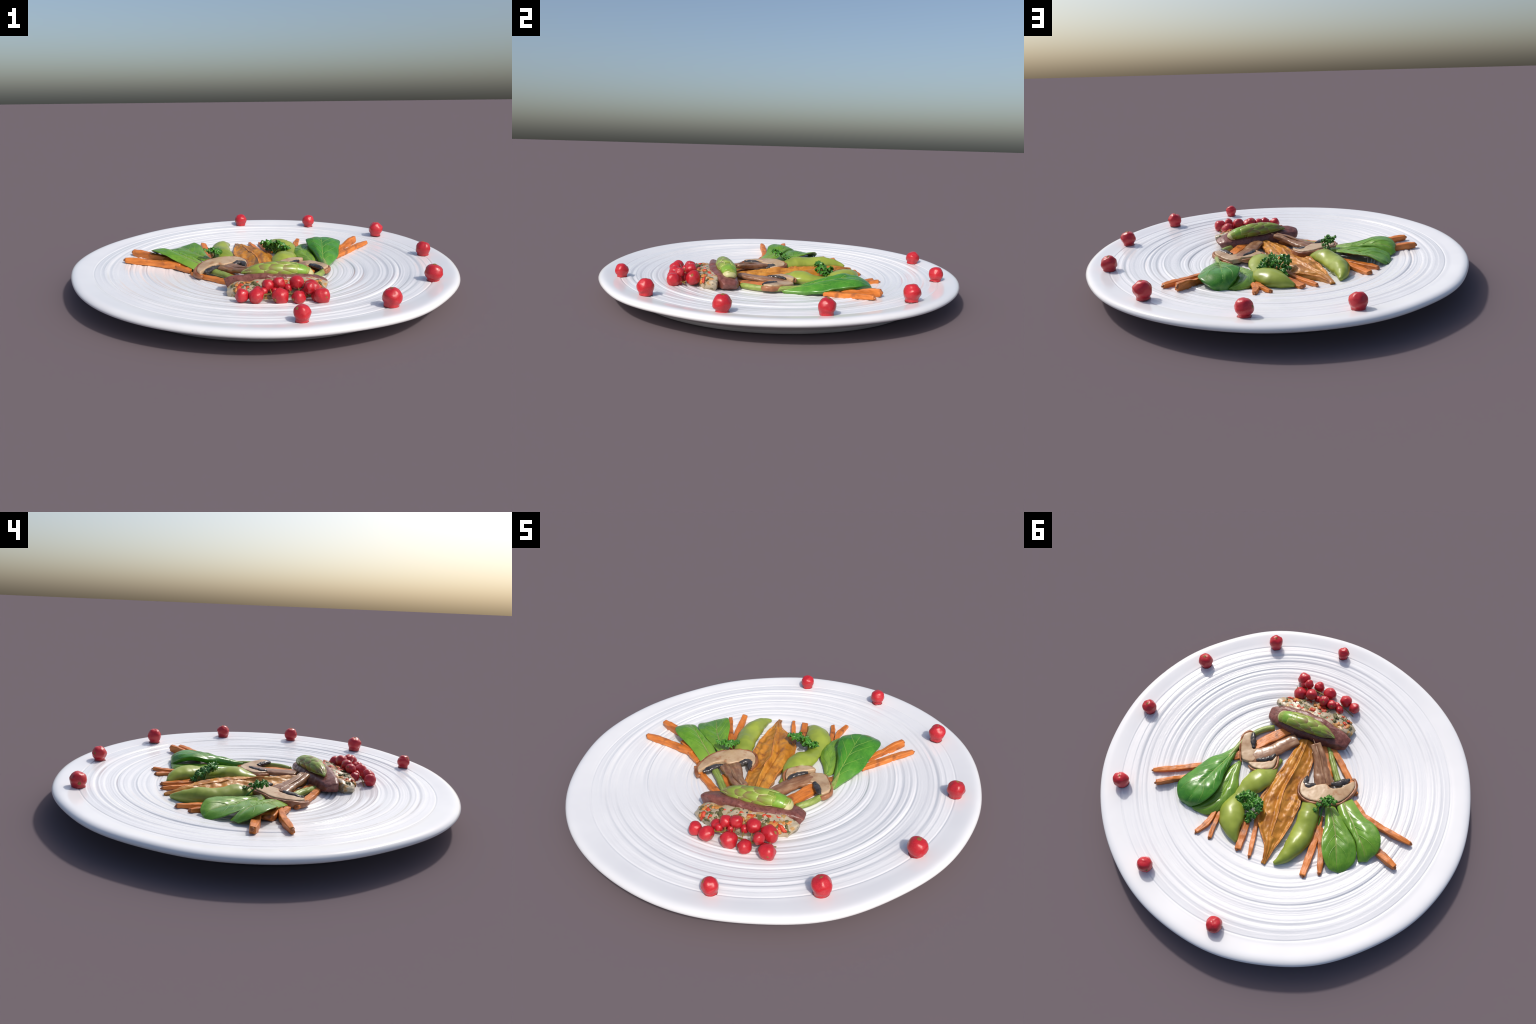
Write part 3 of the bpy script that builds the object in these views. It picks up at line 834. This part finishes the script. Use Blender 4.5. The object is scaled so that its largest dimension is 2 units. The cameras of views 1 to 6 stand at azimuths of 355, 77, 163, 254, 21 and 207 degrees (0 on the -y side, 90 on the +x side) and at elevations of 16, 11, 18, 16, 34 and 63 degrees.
def build_terrine():
    root = thing("terrine_slice", "pale herb terrine slice studded with red pepper", "pate", (0.02, -0.43, 0.066))
    sp = [(0.250, -0.424, 0.083), (0.238, -0.420, 0.086), (0.20, -0.419, 0.089), (0.13, -0.432, 0.089), (0.04, -0.444, 0.089), (-0.09, -0.440, 0.088), (-0.16, -0.430, 0.086), (-0.195, -0.425, 0.083), (-0.212, -0.422, 0.079)]
    W, H = [0.034, 0.046, 0.050, 0.058, 0.063, 0.063, 0.058, 0.049, 0.030], [0.026, 0.035, 0.038, 0.039, 0.039, 0.039, 0.037, 0.033, 0.022]
    loft("slice", sp, W, H, M['terrine'], root, power=4.0, n=120, m=60, rough=0.010, rscale=15, seed=12, sit=True,
         shape=lambda u, x, y: (x, y * (1 + 0.22 * x) if y > 0 else y))
    # embedded bits: irregular chips pressed into the upper face
    s, w, h = crom(sp, 50), interp(W, 50), interp(H, 50)
    rnd = random.Random(5)
    chips = {}
    for kind in range(3):
        bm = bmesh.new()
        bmesh.ops.create_icosphere(bm, subdivisions=2, radius=1)
        for v in bm.verts:
            v.co *= 1 + 0.75 * noise.noise(v.co * 1.3 + Vector((kind * 7, 3, 1))) + 0.25 * noise.noise(v.co * 3.1 + Vector((kind, 9, 1)))
            v.co.z *= 0.5
        me = bpy.data.meshes.new("chip")
        bm.to_mesh(me)
        bm.free()
        me.polygons.foreach_set("use_smooth", [True] * len(me.polygons))
        chips[kind] = me
    copies = {}
    def put(name, mat, i, a, size):
        t = s[min(i + 1, 49)] - s[max(i - 1, 0)]
        side = Vector((t[1], -t[0], 0)).normalized()
        e = 2 / 2.6
        ca, sa = math.cos(a), math.sin(a)
        c = Vector(s[i]) + side * (math.copysign(abs(ca) ** e, ca) * w[i] * 0.96) + Vector((0, 0, abs(sa) ** e * h[i] * 0.98))
        key = (name, rnd.randrange(3))
        if key not in copies:
            me = chips[key[1]].copy()
            me.name = name
            me.materials.clear()
            me.materials.append(mat)
            copies[key] = me
        ob = bpy.data.objects.new(name, copies[key])
        bpy.context.scene.collection.objects.link(ob)
        up = (side * ca + Vector((0, 0, sa))).normalized()
        q = up.to_track_quat('Z', 'X').to_matrix().to_4x4()
        ob.parent = root
        ob.matrix_parent_inverse = root.matrix_world.inverted()
        ob.matrix_world = Matrix.Translation(c) @ q @ Matrix.Rotation(rnd.uniform(0, TAU), 4, 'Z') @ Matrix.Diagonal((size * rnd.uniform(0.8, 1.5), size * rnd.uniform(0.6, 1.1), size * 0.8, 1))
    for k in range(36):
        put("red_pepper_piece", M['red_bit'], rnd.randrange(4, 46), rnd.uniform(0.15, 2.95), rnd.uniform(0.009, 0.019))
    for k in range(20):
        put("orange_pepper_piece", M['orange_bit'], rnd.randrange(3, 46), rnd.uniform(0.15, 2.95), rnd.uniform(0.008, 0.017))
    for k in range(58):
        put("herb_piece", M['herb_bit'], rnd.randrange(2, 47), rnd.uniform(0.1, 3.05), rnd.uniform(0.007, 0.014))
    # pepper crumbs that stuck to the meat
    for x, y, z, sz in ((0.098, -0.392, 0.122, 0.012), (0.035, -0.395, 0.112, 0.008), (0.205, -0.382, 0.108, 0.008)):
        ob = bpy.data.objects.new("red_pepper_piece", list(v for k, v in copies.items() if k[0] == "red_pepper_piece")[0])
        bpy.context.scene.collection.objects.link(ob)
        ob.parent = root
        ob.matrix_parent_inverse = root.matrix_world.inverted()
        ob.matrix_world = Matrix.Translation((x, y, z)) @ Matrix.Diagonal((sz, sz, sz * 1.2, 1))


def build_asparagus():
    root = thing("asparagus_tip", "green asparagus spear tip with overlapping bracts", "vegetable", (0.03, -0.305, 0.14))
    sp = [(0.192, -0.308, 0.126), (0.165, -0.310, 0.135), (0.12, -0.312, 0.144), (0.05, -0.316, 0.149), (-0.02, -0.318, 0.150), (-0.08, -0.317, 0.147), (-0.12, -0.315, 0.143), (-0.143, -0.314, 0.139)]
    W, H = [0.034, 0.040, 0.042, 0.043, 0.041, 0.034, 0.022, 0.003], [0.026, 0.032, 0.034, 0.035, 0.034, 0.030, 0.020, 0.003]
    loft("spear", sp, W, H, M['asparagus'], root, n=60, m=28, rough=0.002, rscale=20)
    s, w, h = crom(sp, 101), interp(W, 101), interp(H, 101)
    # slanted pale cut and the fresh green band behind it
    loft("cut_face", [(0.196, -0.314, 0.113), (0.190, -0.314, 0.121), (0.180, -0.313, 0.127)], [0.028, 0.036, 0.039], [0.020, 0.0265, 0.0305], M['asparagus_cut'], root, n=14, m=24, rough=0.001)
    loft("fresh_band", [tuple(s[k]) for k in (7, 12, 17, 22)], [w[7] + .0008, w[12] + 0.0016, w[17] + 0.0016, w[22] + 0.0005], [h[7] + .0008, h[12] + 0.0016, h[17] + 0.0016, h[22] + 0.0005], M['asparagus_green'], root, n=16, m=28, rough=0.001)

    def bract(i0, length, a0, half, lift, name="bract"):
        """pointed scale hugging the spear, base at i0, tip toward the spear tip"""
        NU, NV = 18, 11
        top, inner, tip_line = [], [], []
        for iu in range(NU):
            u = iu / (NU - 1)
            k = i0 + length * u
            kk = min(int(k), 99)
            f = min(k - kk, 1)
            c = s[kk] * (1 - f) + s[kk + 1] * f
            ww, hh = w[kk] * (1 - f) + w[kk + 1] * f, h[kk] * (1 - f) + h[kk + 1] * f
            span = half * (math.sin(math.pi * (0.28 + 0.72 * u)) ** 0.8 if u < 1 else 0)
            for iv in range(NV):
                v = -1 + 2 * iv / (NV - 1)
                a = a0 + span * v
                l = lift * (0.35 + 0.65 * math.sin(math.pi * min(1, 0.15 + 0.8 * u))) * (1 - 0.55 * v * v)
                top.append((c[0], c[1] + math.cos(a) * (ww + l), c[2] + math.sin(a) * (hh + l)))
                inner.append((c[0], c[1] + math.cos(a) * (ww - 0.002), c[2] + math.sin(a) * (hh - 0.002)))
        N = len(top)
        faces = []
        for i in range(NU - 1):
            for j in range(NV - 1):
                a, b, c_, d = i * NV + j, i * NV + j + 1, (i + 1) * NV + j + 1, (i + 1) * NV + j
                faces += [(a, b, c_, d), (N + d, N + c_, N + b, N + a)]
        for i in range(NU - 1):
            for j in (0, NV - 1):
                faces.append((i * NV + j, (i + 1) * NV + j, N + (i + 1) * NV + j, N + i * NV + j))
        for i in (0, NU - 1):
            for j in range(NV - 1):
                faces.append((i * NV + j, i * NV + j + 1, N + i * NV + j + 1, N + i * NV + j))
        add_mesh(name, top + inner, faces, M['bract'], root, (tuple(s[min(99, int(i0))]), (-1, 0, 0)))
        edge = []
        for sg in (0, NV - 1):
            pts = [top[i * NV + sg] for i in range(NU)]
            edge.append(tube("bract_edge", pts, [0.0016, 0.0022, 0.0014], M['bract_edge'], root, n=18, m=5))
        return edge

    edges = []
    rnd = random.Random(2)
    for i0, angs in ((18, (2.5, 0.5)), (28, (1.5, 3.3, -0.2)), (38, (2.35, 0.75)), (48, (1.55, 3.2, 0.0)), (57, (2.3, 0.8)), (66, (1.5, 3.1, 0.1)), (72, (2.2, 0.9))):
        for a in angs:
            ln = min(27, 99 - i0)
            edges += bract(i0 + rnd.uniform(-2, 2), ln, a + rnd.uniform(-0.12, 0.12), 0.66, 0.0058 + rnd.uniform(0, 0.002))
    merge(edges, "bract_edge")


# -------------------------------------------------------------------- berries
def berry_meshes():
    """three slightly different currants: round, with a narrower foot in darker red"""
    out = []
    for k in range(3):
        NU, NV = 26, 28
        prof = []
        for i in range(NU):
            a = math.pi * (0.5 - i / (NU - 1) * 0.86)
            r, z = math.cos(a), math.sin(a)
            if z < -0.55:
                r = max(r, 0.80 - 0.05 * k)
            prof.append((max(r, 0.0), z))
        prof += [(0.76, -0.94), (0.80, -0.99), (0.4, -1.0)]
        verts, faces = [], []
        for r, z in prof:
            for j in range(NV):
                a = TAU * j / NV
                p = Vector((r * math.cos(a), r * math.sin(a), z))
                p *= 1 + 0.12 * noise.noise(p * 1.5 + Vector((k * 5.2, 1, 2))) + 0.03 * noise.noise(p * 3.6 + Vector((k, 8, 2)))
                verts.append(p)
        for i in range(len(prof) - 1):
            for j in range(NV):
                q = (j + 1) % NV
                faces.append((i * NV + j, i * NV + q, (i + 1) * NV + q, (i + 1) * NV + j))
        me = bpy.data.meshes.new("berry_body")
        me.from_pydata(verts, [], [f[::-1] for f in faces])
        me.materials.append(M['berry'])
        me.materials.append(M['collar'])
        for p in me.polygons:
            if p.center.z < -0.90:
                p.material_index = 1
        me.polygons.foreach_set("use_smooth", [True] * len(me.polygons))
        out.append(me)
    # round one for the cluster
    for k in range(2):
        bm = bmesh.new()
        bmesh.ops.create_icosphere(bm, subdivisions=4, radius=1)
        for v in bm.verts:
            v.co *= 1 + 0.13 * noise.noise(v.co * 1.3 + Vector((k * 3.3 + 9, 0, 0))) + 0.035 * noise.noise(v.co * 3.4 + Vector((k, 8, 2)))
        me = bpy.data.meshes.new("cluster_berry_body")
        bm.to_mesh(me)
        bm.free()
        me.materials.append(M['berry'])
        me.polygons.foreach_set("use_smooth", [True] * len(me.polygons))
        out.append(me)
    # dried flower end
    bm = bmesh.new()
    bmesh.ops.create_cone(bm, cap_ends=True, segments=14, radius1=1.0, radius2=0.6, depth=0.5)
    bmesh.ops.subdivide_edges(bm, edges=bm.edges[:], cuts=2)
    for v in bm.verts:
        v.co += Vector((noise.noise(v.co * 2.5), noise.noise(v.co * 2.5 + Vector((5, 0, 0))), noise.noise(v.co * 3 + Vector((0, 5, 0))))) * 0.25
    cal = bpy.data.meshes.new("calyx")
    bm.to_mesh(cal)
    bm.free()
    cal.materials.append(M['calyx'])
    return out, cal


def link_ob(name, me, mw, parent):
    ob = bpy.data.objects.new(name, me)
    bpy.context.scene.collection.objects.link(ob)
    if parent is not None:
        ob.parent = parent
        ob.matrix_parent_inverse = parent.matrix_world.inverted()
    ob.matrix_world = mw
    return ob


def put_calyx(cal, c, r, d, parent):
    d = Vector(d).normalized()
    mw = Matrix.Translation(Vector(c) + d * (r * 0.965)) @ d.to_track_quat('Z', 'X').to_matrix().to_4x4() @ Matrix.Diagonal((r * 0.27, r * 0.24, r * 0.16, 1))
    link_ob("calyx", cal, mw, parent)


def build_berries():
    meshes, cal = berry_meshes()
    rim = [  # centre, radius, flower end direction
        ((0.462, -0.753, 0.150), 0.0405, (0.05, 0.05, 1)), ((0.063, -0.875, 0.143), 0.0345, (-0.6, -0.25, 0.7)),
        ((0.769, -0.434, 0.147), 0.0420, (0.05, 0.1, 1)), ((0.883, 0.000, 0.149), 0.0395, (-0.1, 0.15, 1)),
        ((0.751, 0.460, 0.160), 0.0415, (0.1, -0.1, 1)), ((0.380, 0.787, 0.155), 0.0385, (-0.7, 0.5, 0.15)),
        ((-0.074, 0.879, 0.153), 0.0390, (-0.7, -0.1, -0.2))]
    for i, (c, r, d) in enumerate(rim):
        floor = plate_z(c[0], c[1])
        root = thing("red_currant", "single shiny red currant on the plate rim", "berry", (c[0], c[1], floor))
        c = (c[0], c[1], c[2] - 0.0015)
        mw = Matrix.Translation(c) @ Matrix.Rotation(1.3 * i, 4, 'Z') @ Matrix.Diagonal((r, r, min(c[2] - floor + 0.002, r * 1.02), 1))
        link_ob("berry", meshes[i % 3], mw, root)
        put_calyx(cal, c, r * 0.99, d, root)
    root = thing("currant_sprig", "sprig of red currants on a thin twig", "berry", (0.02, -0.55, 0.078))
    cl = [((-0.153, -0.563, 0.112), 0.031, None), ((-0.091, -0.582, 0.114), 0.034, (0.85, -0.35, 0.1)), ((-0.079, -0.511, 0.108), 0.0255, None),
          ((-0.031, -0.508, 0.137), 0.0275, (-0.3, 0.75, 0.6)), ((0.018, -0.506, 0.144), 0.030, (-0.2, 0.7, 0.7)), ((0.059, -0.514, 0.122), 0.019, None),
          ((0.100, -0.510, 0.146), 0.032, (0.5, 0.8, 0.2)), ((0.168, -0.506, 0.115), 0.039, (0.8, -0.2, 0.5)), ((0.146, -0.574, 0.141), 0.026, (0.05, -0.45, 0.9)),
          ((0.015, -0.588, 0.111), 0.037, (-0.7, -0.55, -0.3)), ((0.093, -0.605, 0.109), 0.031, (-0.8, -0.4, -0.2)), ((0.196, -0.612, 0.114), 0.036, (0.45, -0.85, 0.2)),
          ((0.178, -0.586, 0.100), 0.026, None), ((-0.002, -0.52, 0.112), 0.018, None), ((-0.056, -0.53, 0.115), 0.020, None),
          ((0.128, -0.548, 0.108), 0.022, None)]
    twig = [(0.214, -0.552, 0.094), (0.160, -0.560, 0.098), (0.100, -0.570, 0.108), (0.040, -0.562, 0.112), (-0.030, -0.550, 0.109), (-0.090, -0.546, 0.100), (-0.135, -0.535, 0.090), (-0.165, -0.528, 0.082)]
    tube("twig", twig, [0.003, 0.0042, 0.0045, 0.0045, 0.004, 0.0035, 0.003, 0.002], M['twig'], root, n=50, m=8)
    tw = crom(twig, 60)
    stalks = []
    for i, (c, r, d) in enumerate(cl):
        floor = plate_z(c[0], c[1])
        mw = Matrix.Translation(c) @ Matrix.Rotation(1.9 * i, 4, 'Z') @ Matrix.Rotation(0.8 * i, 4, 'X') @ Matrix.Diagonal((r, r, r * 1.05, 1))
        ob = link_ob("berry", meshes[3 + i % 2], mw, root)
        if d:
            put_calyx(cal, c, r * 0.99, d, root)
        k = np.argmin(np.linalg.norm(tw - np.array(c), axis=1))
        a = tw[max(0, k - 2)]
        stalks.append(tube("pedicel", [tuple(a), tuple((a + np.array(c)) / 2 + np.array([0, 0, 0.004])), c], [0.0022, 0.0018, 0.0018], M['twig'], root, n=8, m=6))
    merge(stalks, "pedicel")


# -------------------------------------------------------------------- parsley
def frond(name, centre, normal, size, seed, root):
    """one curly leaflet: a ruffled fan with a toothed edge"""
    rnd = random.Random(seed)
    z = Vector(normal).normalized()
    x = z.orthogonal().normalized()
    x = Matrix.Rotation(rnd.uniform(0, TAU), 3, z) @ x
    y = z.cross(x)
    NR, NA = 7, 40
    ph, lobes = rnd.uniform(0, TAU), rnd.choice((5, 6, 7))
    top = [Vector(centre)]
    for i in range(1, NR + 1):
        f = i / NR
        for j in range(NA):
            a = TAU * j / NA
            r = size * f * (1 + 0.18 * f * math.sin(lobes * 2 * a + ph) + (0.05 if j % 2 else -0.03) * (f > 0.9))
            up = size * (0.42 * f * f * math.sin(lobes * a + ph) + 0.22 * f * f * math.sin(2 * a + 2 * ph) - 0.42 * f * f)
            p = Vector(centre) + x * (r * math.cos(a)) + y * (r * math.sin(a)) + z * up
            top.append(p + Vector((noise.noise(p * 40), noise.noise(p * 40 + Vector((7, 0, 0))), noise.noise(p * 40 + Vector((0, 7, 0))))) * size * 0.16)
    faces = [(0, 1 + j, 1 + (j + 1) % NA) for j in range(NA)]
    for i in range(NR - 1):
        for j in range(NA):
            k = (j + 1) % NA
            faces.append((1 + i * NA + j, 1 + (i + 1) * NA + j, 1 + (i + 1) * NA + k, 1 + i * NA + k))
    N = len(top)
    bot = [p - z * (size * 0.09) for p in top]
    allf = faces + [tuple(N + q for q in f[::-1]) for f in faces]
    o = 1 + (NR - 1) * NA
    for j in range(NA):
        k = (j + 1) % NA
        allf.append((o + j, N + o + j, N + o + k, o + k))
    return add_mesh(name, top + bot, allf, M['parsley'], root)


def build_parsley():
    rnd = random.Random(31)
    root = thing("parsley_sprig", "curly dark green parsley sprig", "herb", (0.085, 0.265, 0.075))
    spots = [((0.150, 0.240, 0.118), 0.024), ((0.135, 0.222, 0.135), 0.025), ((0.112, 0.212, 0.152), 0.026), ((0.085, 0.218, 0.164), 0.024), ((0.140, 0.258, 0.122), 0.022),
             ((0.058, 0.222, 0.166), 0.025), ((0.034, 0.238, 0.164), 0.024), ((0.030, 0.265, 0.150), 0.023), ((0.042, 0.290, 0.132), 0.024),
             ((0.068, 0.298, 0.118), 0.024), ((0.055, 0.320, 0.102), 0.019), ((0.112, 0.275, 0.112), 0.020), ((0.088, 0.262, 0.135), 0.024), ((0.070, 0.250, 0.150), 0.021), ((0.098, 0.238, 0.148), 0.021)]
    for i, (c, s) in enumerate(spots):
        c = (c[0], c[1], c[2] - 0.006)
        n = Vector((rnd.uniform(-0.6, 0.6), rnd.uniform(-0.4, 0.8), 1))
        frond("leaflet", c, n, s, 100 + i, root)
    for a in ((0.125, 0.235, 0.125), (0.045, 0.245, 0.140), (0.065, 0.295, 0.110)):
        tube("parsley_stem", [(0.088, 0.262, 0.074), ((0.088 + a[0]) / 2, (0.262 + a[1]) / 2, (0.09 + a[2]) / 2), a], [0.004, 0.0035, 0.003], M['parsley'], root, n=14)
    root = thing("parsley_sprig", "curly dark green parsley sprig", "herb", (-0.255, 0.115, 0.08))
    spots = [((-0.252, 0.056, 0.158), 0.021), ((-0.270, 0.050, 0.166), 0.022), ((-0.290, 0.048, 0.172), 0.020), ((-0.308, 0.048, 0.168), 0.015),
             ((-0.272, 0.070, 0.160), 0.019), ((-0.240, 0.086, 0.148), 0.017), ((-0.234, 0.116, 0.136), 0.014), ((-0.235, 0.148, 0.126), 0.016), ((-0.286, 0.064, 0.158), 0.017)]
    for i, (c, s) in enumerate(spots):
        n = Vector((rnd.uniform(-0.5, 0.5), rnd.uniform(-0.9, 0.5), 0.9))
        frond("leaflet", c, n, s, 200 + i, root)
    tube("parsley_stem", [(-0.285, 0.185, 0.078), (-0.275, 0.14, 0.095), (-0.265, 0.10, 0.12), (-0.265, 0.065, 0.148)], [0.0045, 0.0045, 0.004, 0.003], M['parsley'], root, n=18)
    tube("parsley_stem", [(-0.238, 0.15, 0.118), (-0.24, 0.10, 0.134), (-0.258, 0.06, 0.15)], [0.003, 0.0035, 0.003], M['parsley'], root, n=14)


build_materials()
build_plate()
build_leaves()
build_pods()
build_pumpkin()
build_carrots()
build_mushrooms()
build_meat()
build_terrine()
build_asparagus()
build_berries()
build_parsley()
